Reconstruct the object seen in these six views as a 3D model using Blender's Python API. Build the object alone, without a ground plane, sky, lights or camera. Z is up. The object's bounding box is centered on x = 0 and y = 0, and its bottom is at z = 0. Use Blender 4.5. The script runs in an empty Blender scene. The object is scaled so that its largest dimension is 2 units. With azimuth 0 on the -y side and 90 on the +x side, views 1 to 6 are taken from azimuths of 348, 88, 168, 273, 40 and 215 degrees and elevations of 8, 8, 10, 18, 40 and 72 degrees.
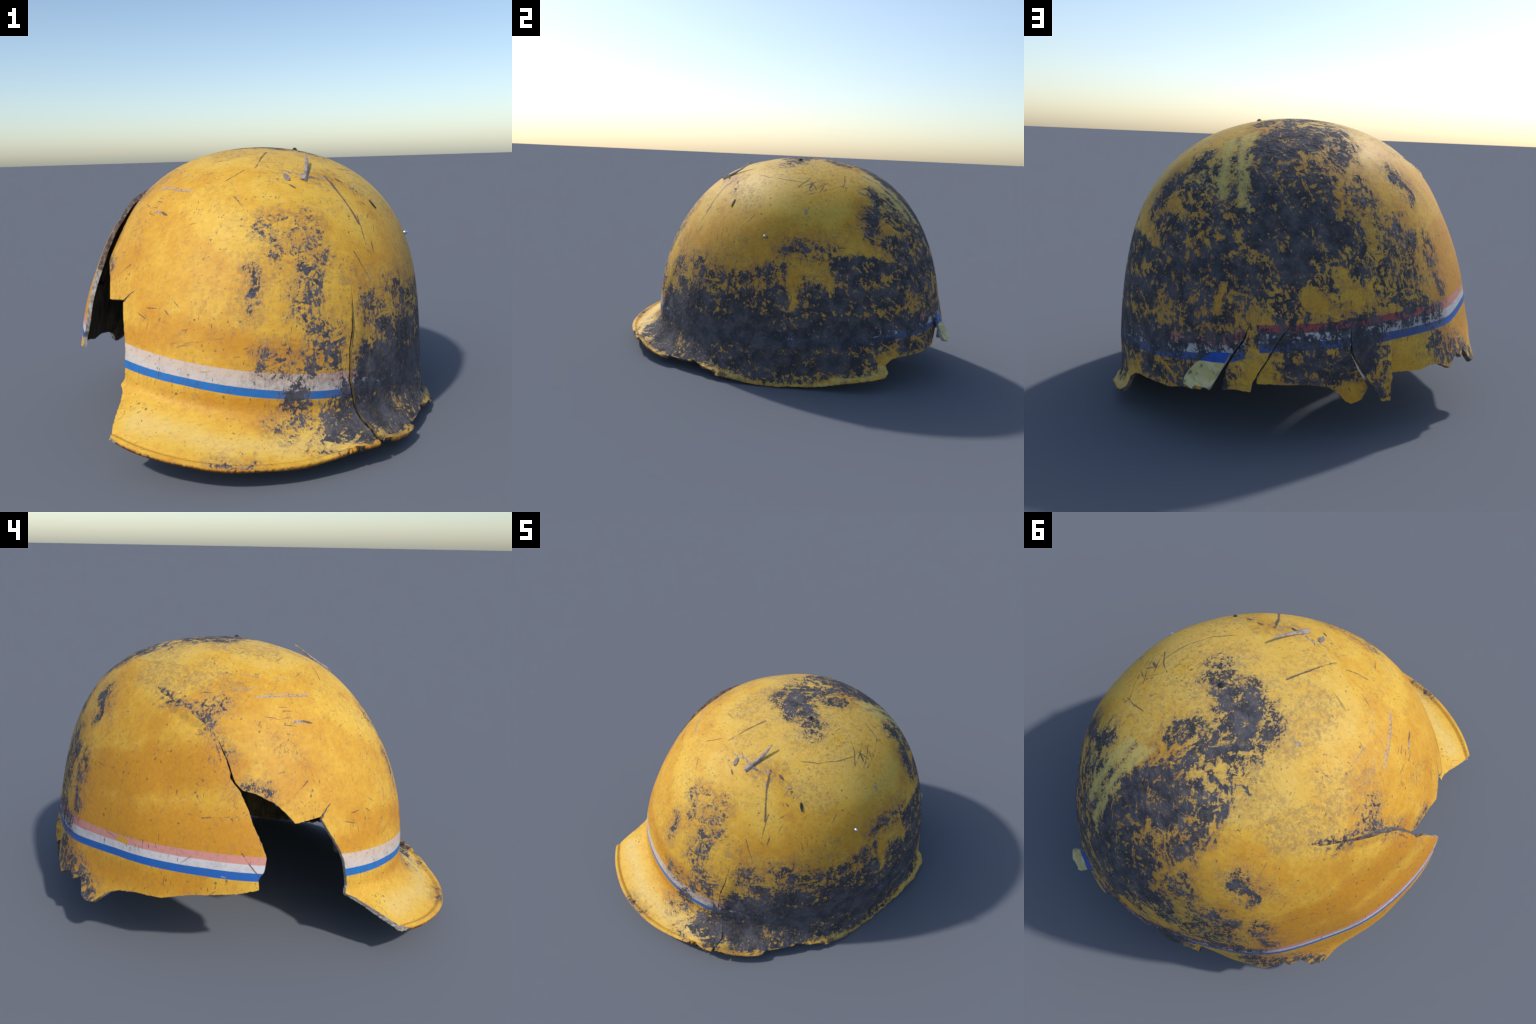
"""A broken, tar-smeared construction helmet, built as one continuous torn plastic shell.

The dome is a star-shaped surface around the head centre, the skirt and peak hang below
the tape line as swept profiles, and the torn outline is triangulated in profile space
(azimuth, station), then thickened.  Paint, tar, scratches are procedural node materials."""
import bpy, bmesh, math, random
import numpy as np
from mathutils import Vector, Matrix, noise as mnoise
from mathutils.kdtree import KDTree
from mathutils.geometry import delaunay_2d_cdt

random.seed(7)
rng = np.random.default_rng(7)
# ---- helmet frame -------------------------------------------------------
CEN = np.array([0.0, 0.10, 0.55])
AX_N = np.array([0.105, -0.067, 1.0]); AX_N /= np.linalg.norm(AX_N)
AX_X = np.array([1.0, 0, 0]) - AX_N[0]*AX_N; AX_X /= np.linalg.norm(AX_X)
AX_Y = np.cross(AX_N, AX_X)
DOME = [1.0138, -0.3039, 0.0537, -0.0271, -0.1082, 0.1156, -0.0524, 0.0461, -0.0541, 0.0531, -0.0479, 0.1063, -0.0922, -0.0246, 0.0426, 0.0202, -0.1595, 0.1225, -0.0246, 0.0246, -0.1002, -0.0503, 0.1141, -0.0305, -0.0281]
DEG = 4
def dome_radius(d):
    x, y, z = d[..., 0], d[..., 1], d[..., 2]
    r, k = 0.0, 0
    for i in range(DEG+1):
        for j in range(DEG+1-i):
            r = r + DOME[k]*x**i*y**j; k += 1
            if i+j+1 <= DEG:
                r = r + DOME[k]*x**i*y**j*z; k += 1
    return r
def helmet_dir(u, th):
    return (np.sin(th)*np.cos(u))[..., None]*AX_X + (np.sin(th)*np.sin(u))[..., None]*AX_Y + np.cos(th)[..., None]*AX_N
# gentle swellings of the squashed dome: azimuth, station, height, spread in azimuth, spread in station
SWELL = [(-45, .75, .016, 28, .20), (42, .52, .010, 26, .16), (8, .62, .003, 22, .16), (-156, .52, .009, 24, .14),
         (124, 1.0, .024, 17, .14), (-138, 1.0, .009, 14, .11), (78, .50, .006, 20, .14), (0, 1.02, -.009, 18, .16)]
def dome_point(u, th):
    d = helmet_dir(u, th)
    r = dome_radius(d)
    for su, sv, amp, wu, wv in SWELL:
        du = np.degrees(np.angle(np.exp(1j*(u-np.radians(su)))))
        r = r+amp*np.exp(-(du/wu)**2-((th/1.82-sv)/wv)**2)
    return CEN + r[..., None]*d
def periodic(keys, vals, u):
    """smooth periodic curve through (key degrees, value) control points"""
    k = np.radians(np.array(keys, float)); v = np.array(vals, float)
    k3 = np.concatenate([k-2*np.pi, k, k+2*np.pi]); v3 = np.concatenate([v, v, v])
    u = np.mod(u+np.pi, 2*np.pi)-np.pi
    i = np.clip(np.searchsorted(k3, u)-1, 1, len(k3)-3)
    m = np.zeros_like(v3); dk = np.diff(k3)
    sl = np.diff(v3, axis=0)/(dk if v3.ndim == 1 else dk[:, None])
    m[1:-1] = np.where(sl[1:]*sl[:-1] > 0, 2*sl[1:]*sl[:-1]/(sl[1:]+sl[:-1]+1e-12), 0)
    h = k3[i+1]-k3[i]; t = (u-k3[i])/h
    if v3.ndim > 1: h, t = h[..., None], t[..., None]
    return v3[i]*(1+2*t)*(1-t)**2+v3[i+1]*t*t*(3-2*t)+h*(m[i]*t*(1-t)**2+m[i+1]*t*t*(t-1))
# tape line: height over the helmet's own level plane
LEVEL = 0.317
def level_of(P):   # height above the tape plane along the helmet axis
    return (P[..., 2]-(LEVEL-0.105*P[..., 0]+0.067*P[..., 1]))*AX_N[2]
_U = np.linspace(-np.pi, np.pi, 721)
def _theta_tab():
    lo = np.full_like(_U, np.radians(70)); hi = np.full_like(_U, np.radians(125))
    for _ in range(40):
        mid = (lo+hi)/2
        up = level_of(dome_point(_U, mid)) > 0
        lo = np.where(up, mid, lo); hi = np.where(up, hi, mid)
    return (lo+hi)/2
_TH = _theta_tab()
def theta_line(u):
    return np.interp(np.mod(u+np.pi, 2*np.pi)-np.pi, _U, _TH)
SK = 1.1      # metres of skirt per unit of v
SKK = [-180, -150, -132, -110, -90, -65, -45, -25, 0, 25, 50, 90, 130, 160]
SKIRT_S = [0.0, 0.06, 0.12, 0.20, 0.30]
SKIRT = [  # azimuth: (out, down) at those distances below the tape
 (-180, [(.003,.06),(.006,.12),(.012,.20),(.018,.30)]),
 (-150, [(.008,.06),(.030,.112),(.08,.17),(.14,.24)]),
 (-132, [(.010,.06),(.058,.096),(.128,.135),(.210,.178)]),
 (-108, [(.008,.06),(.048,.103),(.122,.143),(.215,.183)]),
 (-90,  [(.008,.06),(.042,.105),(.112,.144),(.208,.177)]),
 (-75,  [(.010,.06),(.045,.105),(.115,.135),(.205,.146)]),
 (-56,  [(.012,.06),(.045,.110),(.105,.155),(.185,.195)]),
 (-35,  [(.011,.06),(.032,.117),(.075,.182),(.140,.245)]),
 (-10,  [(.004,.06),(.008,.12),(.014,.203),(.046,.285)]),
 (8,   [(.003,.06),(.008,.12),(.026,.199),(.066,.28)]),
 (18,   [(.006,.06),(.016,.12),(.056,.192),(.110,.26)]),
 (28,   [(.008,.06),(.022,.12),(.074,.187),(.130,.24)]),
 (50,   [(.004,.06),(.006,.12),(.008,.20),(.010,.30)]),
 (75,   [(-.002,.06),(-.008,.12),(-.018,.20),(-.026,.30)]),
 (94,   [(-.007,.06),(-.019,.12),(-.032,.20),(-.042,.30)]),
 (106,  [(-.002,.06),(-.006,.12),(-.010,.20),(-.01,.30)]),
 (122,  [(.009,.06),(.022,.12),(.036,.19),(.05,.28)]),
 (142,  [(.008,.06),(.022,.118),(.048,.19),(.085,.27)]),
 (160,  [(.006,.06),(.014,.12),(.024,.20),(.03,.30)]),
]
def skirt_od(u, s):
    keys = [k for k, _ in SKIRT]
    od = [np.zeros(u.shape+(2,))]+[periodic(keys, [p[i] for _, p in SKIRT], u) for i in range(4)]
    od = np.stack(od, 0); n = len(SKIRT_S)
    sk = np.array(SKIRT_S)
    i = np.clip(np.searchsorted(sk, s)-1, 0, n-2)
    sl = (od[1:]-od[:-1])/np.diff(sk).reshape((-1,)+(1,)*(od.ndim-1))
    m = np.concatenate([sl[:1], (sl[1:]+sl[:-1])/2, sl[-1:]], 0)
    ix = np.indices(i.shape); g = lambda A, j: A[(j,)+tuple(ix)]
    h = (sk[i+1]-sk[i])[..., None]; t = ((s-sk[i])[..., None])/h; t = np.minimum(t, 1.6)
    return g(od, i)*(1+2*t)*(1-t)**2+g(od, i+1)*t*t*(3-2*t)+h*(g(m, i)*t*(1-t)**2+g(m, i+1)*t*t*(t-1))
def surface(u, v):
    u, v = np.broadcast_arrays(np.asarray(u, float), np.asarray(v, float))
    P = dome_point(u, np.minimum(v, 1)*theta_line(u))
    od = skirt_od(u, np.maximum(v-1, 0)*SK)
    e = np.cos(u)[..., None]*AX_X+np.sin(u)[..., None]*AX_Y
    return P+od[..., :1]*e-od[..., 1:]*AX_N
# ---------------------------------------------------------------- fracture outline
# control points (azimuth degrees, profile station) walking round the torn edge
EDGE_CUT = [(-146.4,.848),(-144.2,.882),(-143.2,.897),(-140.7,.936),(-139.6,.962),(-138.7,1.0),(-138.4,1.03),
            (-139.2,1.06),(-137.0,1.085),(-135.1,1.128),(-133.5,1.18),(-132.1,1.23),(-130.4,1.282)]
EDGE_PEAK = [(-129.2,1.286),(-124.4,1.295),(-117,1.298),(-110,1.295),(-102,1.285),(-95,1.275),(-88,1.262),(-82.6,1.255)]
EDGE_PEAK_SPLIT = [(-82.0,1.244),(-80.6,1.228),(-79.4,1.243),(-77,1.255),(-74.2,1.256),
   (-73.6,1.22),(-72.75,1.162),(-73.4,1.12),(-74.0,1.09),(-75.6,1.006),(-76.75,.966),(-76.75,.894),(-75.35,.838),(-74.8,.786),(-74,.726),
   (-74.6,.788),(-74.95,.838),(-76.3,.895),(-76.25,.966),(-75.15,1.006),(-73.65,1.09),(-73.05,1.12),(-72.25,1.162),(-73.2,1.22)]
EDGE_PEAK_END = [(-73.1,1.25),(-66,1.236),(-62,1.227),(-58.6,1.216)]
EDGE_SIDE = [(-57.4,1.200),(-56.4,1.180),(-55,1.182),(-52,1.172),(-49,1.165),(-47,1.163),(-45.2,1.145),(-42,1.160),(-40,1.167),
   (-36,1.172),(-34,1.194),(-30.8,1.189),(-25.6,1.196),(-20.4,1.204),(-17.2,1.204),(-12,1.205),(-7.6,1.199),(0.4,1.198),(5,1.193),(10.4,1.184),
   (16,1.178),(21,1.176),(24.6,1.171),(26.6,1.146),(26.4,1.11)]
EDGE_BACK = [(29.2,1.09),(31.2,1.087),(36,1.092),(41.2,1.1),(43,1.106),(47,1.1),(52.2,1.106),(52.8,1.09),(54.5,1.05),(56.3,1.008),(59.6,.999),
   (61.6,.977),(63.6,.953),(65.7,.916),(64.0,.957),(62.1,.981),(60.2,1.006),(59.4,1.03),(58.0,1.098),(61,1.097),(64.4,1.108),(65.0,1.078),
   (65.5,1.066),(67.4,1.026),(68.9,.998),(70.5,.978),(72.5,.954),(74.9,.934),(72.8,.958),(70.8,.982),(69.2,1.003),(66.1,1.066),(66.0,1.087),
   (70.4,1.095),(77.6,1.108),(80.8,1.12),(83.6,1.136),(86,1.166),(87.8,1.2),(89.6,1.214),(92.9,1.208),(95.0,1.168),
   (92.1,1.1),(89.7,1.024),(89.7,.982),(90.6,.95),(90.1,.985),(90.2,1.024),(92.7,1.1),(96.2,1.168),
   (98.4,1.222),(101.2,1.226),(101.4,1.159),(102,1.129),(108,1.138),(112.8,1.148),(116.8,1.137),(120,1.148),(124.4,1.182),
   (127.5,1.155),(130.8,1.139),(133,1.168),(136.6,1.142),(138.2,1.176),(139.8,1.212),(142.5,1.222),(145,1.214),(147.5,1.178),(150,1.147),(154,1.126),(160.4,1.111),(168,1.108),(177.2,1.072),(189.6,1.046),(195.2,1.026)]
EDGE_FLAP = [(195.0,1.0),(194.9,.992),(196.2,.972),(196.6,.94),(195.2,.906),(192.6,.86),(190.6,.812),(188.4,.772),(185.3,.739),
   (185.2,.722),(183.9,.69),(180.3,.6268),(174.6,.579),(167.4,.543),(159,.507),(150,.478)]
EDGE_HOLE = [(159.2,.5045),(167.6,.5405),(174.9,.5762),(180.7,.6256),(184.5,.6885),(185.9,.7215),(187.0,.745),(189.6,.767),(193.2,.774),(199.2,.80),(202.4,.826),(205.2,.855),
   (213.0,.841),(215.8,.815),(218.4,.797),(216.0,.8175)]

# ---------------------------------------------------------------- deformations of the shell
THICK = 0.020
BROKEN_V = [.478, .507, .543, .579, .627, .690, .722, .741, .772, .81, .86, .906, .94, .972, 1.0, 1.03, 1.3]
BROKEN_U = [150, 159.4, 167.75, 174.9, 180.55, 184.25, 185.55, 186.1, 189.2, 192, 194.5, 196.8, 198, 198, 198, 198, 198]

def smooth01(x):
    x = np.clip(x, 0, 1)
    return x*x*(3-2*x)

def bump_window(x, a, b, c, d):
    return smooth01((x-a)/(b-a))*(1-smooth01((x-c)/(d-c)))

def round_curve(points, n=6):
    """smooth (Catmull-Rom) version of an outline piece that was moulded, not broken"""
    P = [points[0]]+list(points)+[points[-1]]; out = []
    for i in range(1, len(P)-2):
        p0, p1, p2, p3 = (np.array(P[i+k]) for k in (-1, 0, 1, 2))
        for t in np.arange(n)/n:
            out.append(tuple(.5*(2*p1+(p2-p0)*t+(2*p0-5*p1+4*p2-p3)*t*t+(3*p1-p0-3*p2+p3)*t**3)))
    return out+[points[-1]]

PEAK_RIM = round_curve(EDGE_PEAK)+[(-77, 1.255), (-66, 1.236), (-58.6, 1.216), (-50, 1.21)]
def lift(u, v):
    """outward displacement (metres) of the shell: sprung flap, proud torn strip, rolled rims, dents"""
    ud = np.degrees(u)
    uw = np.where(ud < -150, ud+360, ud)
    crack = np.interp(v, BROKEN_V, BROKEN_U)
    du = crack-uw
    rear = (du > 0) & (uw > 60) & (v > .47)
    flap = np.where(rear, np.maximum(smooth01(1-du/(26+10*smooth01((v-.78)/.12)))*smooth01((v-.475)/.22), .8*smooth01(1-du/11)*smooth01((v-.475)/.10)), 0)
    d = FLAP_OUT*flap*(1-.25*smooth01((v-.9)/.12))
    # front lip of the hole is pressed in beside the crack
    front = (du <= 0) & (uw > 140) & (v > .47) & (v < .9)
    d = d-np.where(front, .005*smooth01(1+du/14)*smooth01((v-.5)/.2), 0)
    # strip between two slits at the back stands proud
    strip = (ud > 57.5) & (ud < np.interp(v, [.934, .954, .998, 1.066, 1.12], [75.2, 72.7, 69.05, 65.8, 65.3])) & (ud > np.interp(v, [.916, .954, .978, 1.006, 1.03], [65.6, 63.9, 61.9, 59.6, 57.5]))
    d = d+np.where(strip & (v > .92), .02*smooth01((v-.93)/.12), 0)
    # folded corner of the tag left of the third slit
    tag = (ud > 89.9) & (ud < 101.9) & (v > .96)
    d = d+np.where(tag & (ud > np.interp(v, [.95, 1.024, 1.096, 1.16], [90.4, 90, 92.4, 95.6])), .028*smooth01((v-.96)/.15), 0)
    # one side of the front crack has slipped outwards
    split = np.interp(v, [.726, .788, .838, .895, .966, 1.006, 1.09, 1.12, 1.162, 1.22, 1.26], [-74, -74.65, -75.0, -76.4, -76.4, -75.3, -73.8, -73.2, -72.4, -73.3, -73.9])
    d = d+np.where(ud > split, .011*smooth01(1-(ud-split)/7)*smooth01((v-.72)/.12), 0)
    # rolled bead along the peak and the low side
    rim = np.interp(ud, [p[0] for p in PEAK_RIM], [p[1] for p in PEAK_RIM])
    on_peak = bump_window(ud, -136, -134, -56, -52)
    d = d+on_peak*(.009*smooth01((v-rim+.024)/.006)-.003*bump_window(v-rim, -.040, -.030, -.026, -.020))
    low = bump_window(ud, -46, -36, 22, 27)
    d = d+low*smooth01((v-1.15)/.02)*(.010+.006*np.sin(.55*ud+40*v)*np.sin(.21*ud+1)+.003*np.sin(1.7*ud))
    return d

def wobble(P):
    """slow hand-made unevenness of the moulded plastic"""
    return .0035*(np.sin(7.1*P[..., 0]+2.3*P[..., 2])*np.sin(6.3*P[..., 1]-3.1*P[..., 2]+.7)+.5*np.sin(13.7*P[..., 1]+4*P[..., 0]))

FLAP_OUT = .036
N_SIGN = 1.0   # the surface runs so that cross(station, azimuth) points outwards
def shell_point(u, v):
    P = surface(u, v)
    h = 1e-3
    Pu = surface(u+h, v)-surface(u-h, v)
    Pv = surface(u, v+h)-surface(u, np.maximum(v-h, 1e-5))
    n = np.cross(Pv, Pu); n /= np.linalg.norm(n, axis=-1, keepdims=True)+1e-12
    n = n*N_SIGN
    return P+(lift(u, v)+wobble(P))[..., None]*n

# ---------------------------------------------------------------- outline in profile space
def densify(points, step, jitter, generator):
    """walk an outline piece in small steps, straight in (azimuth, station), with a ragged wobble"""
    out = []
    for (ua, va), (ub, vb) in zip(points[:-1], points[1:]):
        if abs(ub-ua) > 180: ub += 360 if ub < ua else -360
        to_disk = lambda u, v: np.array((v*math.cos(math.radians(u)), v*math.sin(math.radians(u))))
        a, b = to_disk(ua, va), to_disk(ub, vb)
        L = np.linalg.norm(b-a); n = max(1, int(round(L/step)))
        perp = np.array((-(b-a)[1], (b-a)[0]))/max(L, 1e-9)
        for i in range(n):
            q = to_disk(ua+(ub-ua)*i/n, va+(vb-va)*i/n)
            if i and jitter: q = q+perp*generator.normal(0, jitter)
            out.append(q)
    return out

pieces = [(EDGE_CUT, .0012), (round_curve(EDGE_PEAK), 0), (EDGE_PEAK_SPLIT, .0006), (EDGE_PEAK_END, .0008), (EDGE_SIDE, .0016),
          (EDGE_BACK, .0009), (EDGE_FLAP, .0005), (EDGE_HOLE, .0005)]
loop = []
for k, (pts, jit) in enumerate(pieces):
    nxt = pieces[(k+1) % len(pieces)][0][0]
    loop += densify(list(pts)+[nxt], .0075, jit, rng)
loop = np.array(loop)
keep = [0]
for i in range(1, len(loop)):
    if np.linalg.norm(loop[i]-loop[keep[-1]]) > 5e-4: keep.append(i)
loop = loop[keep]

def inside(Q, poly):
    """even-odd test, one outline edge at a time"""
    order = np.argsort(Q[:, 1]); ys = Q[order, 1]; xs = Q[order, 0]; odd = np.zeros(len(Q), bool)
    for (ax, ay), (bx, by) in zip(poly, np.roll(poly, -1, 0)):
        lo, hi = np.searchsorted(ys, (min(ay, by), max(ay, by)))
        if hi > lo:
            y = ys[lo:hi]
            odd[lo:hi] ^= xs[lo:hi] < (bx-ax)*(y-ay)/(by-ay)+ax
    out = np.zeros(len(Q), bool); out[order] = odd
    return out

def far_from(Q, poly, dmin):
    tree = KDTree(len(poly))
    for k, p in enumerate(poly): tree.insert((p[0], p[1], 0), k)
    tree.balance()
    return np.array([tree.find((q[0], q[1], 0))[2] > dmin for q in Q])

# tape: three equal stripes between these stations, broken at the back where its ends meet
TAPE_KEYS = [-180, -150, -120, -90, -60, -30, 0, 30, 60, 67.2, 74, 90, 110, 130, 150]
TAPE_LOW = [.996, .997, .996, 1.004, 1.010, 1.000, .991, .997, 1.006, .986, .988, .998, 1.008, 1.016, 1.0]
TAPE_TOP = [.935, .939, .942, .945, .944, .938, .935, .943, .949, .926, .930, .936, .938, .943, .940]
TAPE_GAP = (63.9, 67.2)
def tape_station(ud, f):
    lo = np.interp(ud, TAPE_KEYS+[180], TAPE_LOW+[TAPE_LOW[0]]); hi = np.interp(ud, TAPE_KEYS+[180], TAPE_TOP+[TAPE_TOP[0]])
    return lo+(hi-lo)*f
def disk(ud, v):
    return np.stack([v*np.cos(np.radians(ud)), v*np.sin(np.radians(ud))], -1)

lines = []
for f in (0, 1/3, 2/3, 1):
    for a, b in ((TAPE_GAP[1], 180), (-180, TAPE_GAP[0])):
        uu = np.arange(a, b+1e-6, (b-a)/max(2, int((b-a)/.8)))
        lines.append(disk(uu, tape_station(uu, f)))
for g in TAPE_GAP:
    lines.append(disk(np.full(13, g), tape_station(g, np.linspace(0, 1, 13))))
PEAK_TOP = 1.035
uu = np.arange(-150, -34, .8)
lines.append(disk(uu, PEAK_TOP+0*uu))
lines.append(disk(np.full(20, -35.), np.linspace(PEAK_TOP, 1.3, 20)))

H = .0100
ii, jj = np.meshgrid(np.arange(-160, 161), np.arange(-180, 181))
grid = np.stack([(ii+.5*(jj % 2))*H, jj*H*.866], -1).reshape(-1, 2)
grid = grid+rng.normal(0, H*.04, grid.shape)
grid = grid[np.hypot(grid[:, 0], grid[:, 1]) < 1.32]
grid = grid[inside(grid, loop)]
fixed = np.concatenate([loop]+lines)
grid = grid[far_from(grid, fixed, H*.55)]
# finer rows along the rolled rim of the peak
fine = []
for off in (.006, .012, .018, .024, .030, .036, .042):
    ud = np.arange(-133, -53, .45)
    rv = np.interp(ud, [p[0] for p in PEAK_RIM], [p[1] for p in PEAK_RIM])-off
    fine.append(disk(ud, rv))
fine = np.concatenate(fine)
fine = fine[inside(fine, loop)]; fine = fine[far_from(fine, np.concatenate([loop, lines[-1]]), .004)]
near = far_from(grid, fine, .006)
grid = grid[near]

verts = [tuple(p) for p in loop]; edges = []
for i in range(len(loop)): edges.append((i, (i+1) % len(loop)))
for L in lines:
    base = len(verts); verts += [tuple(p) for p in L]
    edges += [(base+i, base+i+1) for i in range(len(L)-1)]
verts += [tuple(p) for p in fine]+[tuple(p) for p in grid]
res = delaunay_2d_cdt([Vector(p) for p in verts], edges, [], 0, 1e-6, False)
D = np.array([tuple(p) for p in res[0]]); T = np.array([tuple(f) for f in res[2]])
cen = D[T].mean(1)
T = T[inside(cen, loop)]
used = np.unique(T); remap = -np.ones(len(D), int); remap[used] = np.arange(len(used)); D = D[used]; T = remap[T]
a, b, c = D[T[:, 0]], D[T[:, 1]], D[T[:, 2]]
area = (b-a)[:, 0]*(c-a)[:, 1]-(b-a)[:, 1]*(c-a)[:, 0]
T[area < 0] = T[area < 0][:, ::-1]

# outer and inner skins; centroids decide which side of a slit a lifted point belongs to
V = np.hypot(D[:, 0], D[:, 1]); U = np.arctan2(D[:, 1], D[:, 0])
# nudge outline points a hair inwards so each falls on its own side of every slit
nudge = np.zeros_like(D)
for k in range(3): np.add.at(nudge, T[:, k], D[T].mean(1)-D[T[:, k]])
cnt = np.bincount(T.ravel(), minlength=len(D))[:, None]
Dn = D+.25*nudge/cnt
Vn = np.hypot(Dn[:, 0], Dn[:, 1]); Un = np.arctan2(Dn[:, 1], Dn[:, 0])
P0 = surface(U, V)
h = 1e-3
Pu = surface(U+h, V)-surface(U-h, V); Pv = surface(U, V+h)-surface(U, np.maximum(V-h, 1e-5))
N0 = np.cross(Pv, Pu); N0 /= np.linalg.norm(N0, axis=-1, keepdims=True)+1e-12
N0 = N0*N_SIGN
OUT = P0+(lift(Un, Vn)+wobble(P0))[:, None]*N0

def vertex_normals(P, F):
    n = np.cross(P[F[:, 1]]-P[F[:, 0]], P[F[:, 2]]-P[F[:, 0]])
    N = np.zeros_like(P)
    for k in range(3): np.add.at(N, F[:, k], n)
    return N/(np.linalg.norm(N, axis=1, keepdims=True)+1e-12)

NO = vertex_normals(OUT, T)
if ((OUT-CEN)*NO).sum(1).mean() < 0:
    T = T[:, ::-1]; NO = -NO
INN = OUT-NO*THICK*(1+.15*np.sin(23*P0[:, :1]+9*P0[:, 1:2]))

# open edges of the triangulation become the fracture wall
E = np.concatenate([T[:, [0, 1]], T[:, [1, 2]], T[:, [2, 0]]])
key = np.sort(E, 1); _, idx, count = np.unique(key, axis=0, return_index=True, return_counts=True)
rimE = E[idx[count == 1]]
nv = len(OUT)
MID = (OUT+INN)/2
rim_ids = np.unique(rimE)
# rough middle line of the fracture
midmap = -np.ones(nv, int); midmap[rim_ids] = 2*nv+np.arange(len(rim_ids))
inward = (nudge/cnt)[rim_ids]; 
MIDR = MID[rim_ids]+rng.normal(0, .0014, (len(rim_ids), 3))
ALL = np.concatenate([OUT, INN, MIDR])
wall = []
for p, q in rimE:
    wall += [(q, p, midmap[p]), (q, midmap[p], midmap[q]), (midmap[q], midmap[p], nv+p), (midmap[q], nv+p, nv+q)]
wall = np.array(wall)
inner = T[:, ::-1]+nv

# ---------------------------------------------------------------- regions
ct = D[T].mean(1); cu = np.degrees(np.arctan2(ct[:, 1], ct[:, 0])); cv = np.hypot(ct[:, 0], ct[:, 1])
in_tape_u = (cu < TAPE_GAP[0]) | (cu > TAPE_GAP[1])
f = (cv-tape_station(cu, 0))/(tape_station(cu, 1)-tape_station(cu, 0))
stripe = np.where(in_tape_u & (f > 0) & (f < 1), np.minimum((f*3).astype(int), 2), -1)
peak = (cu > -150) & (cu < -35) & (cv > PEAK_TOP)
wu = D[rimE].mean(1); wud = np.degrees(np.arctan2(wu[:, 1], wu[:, 0])); wv = np.hypot(wu[:, 0], wu[:, 1])
wpeak = np.repeat((wud > -150) & (wud < -35) & (wv > PEAK_TOP), 4)

NORM = np.concatenate([NO, vertex_normals(INN, T[:, ::-1]), np.zeros((len(rim_ids), 3))])
NW = vertex_normals(ALL, wall)
NORM[2*nv:] = NW[2*nv:]

def mesh_object(name, tris, mats, slots, parent, normals):
    """part of the shell: keeps the whole body's vertex normals so no seam shows"""
    tris = np.asarray(tris); ids, inv = np.unique(tris, return_inverse=True); tr = inv.reshape(tris.shape)
    me = bpy.data.meshes.new(name)
    me.from_pydata(ALL[ids].tolist(), [], tr.tolist())
    for m in mats: me.materials.append(m)
    me.polygons.foreach_set("material_index", np.asarray(slots, np.int32))
    me.polygons.foreach_set("use_smooth", np.ones(len(tr), bool))
    me.update()
    me.normals_split_custom_set(normals.reshape(-1, 3).tolist())
    ob = bpy.data.objects.new(name, me); bpy.context.scene.collection.objects.link(ob); ob.parent = parent
    return ob

def corner_normals(tris, flat):
    n = NORM[tris]
    if flat is not None:
        fn = np.cross(ALL[tris[:, 1]]-ALL[tris[:, 0]], ALL[tris[:, 2]]-ALL[tris[:, 0]])
        fn /= np.linalg.norm(fn, axis=1, keepdims=True)+1e-12
        n = np.where(flat[:, None, None], fn[:, None, :], n)
    return n

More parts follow.
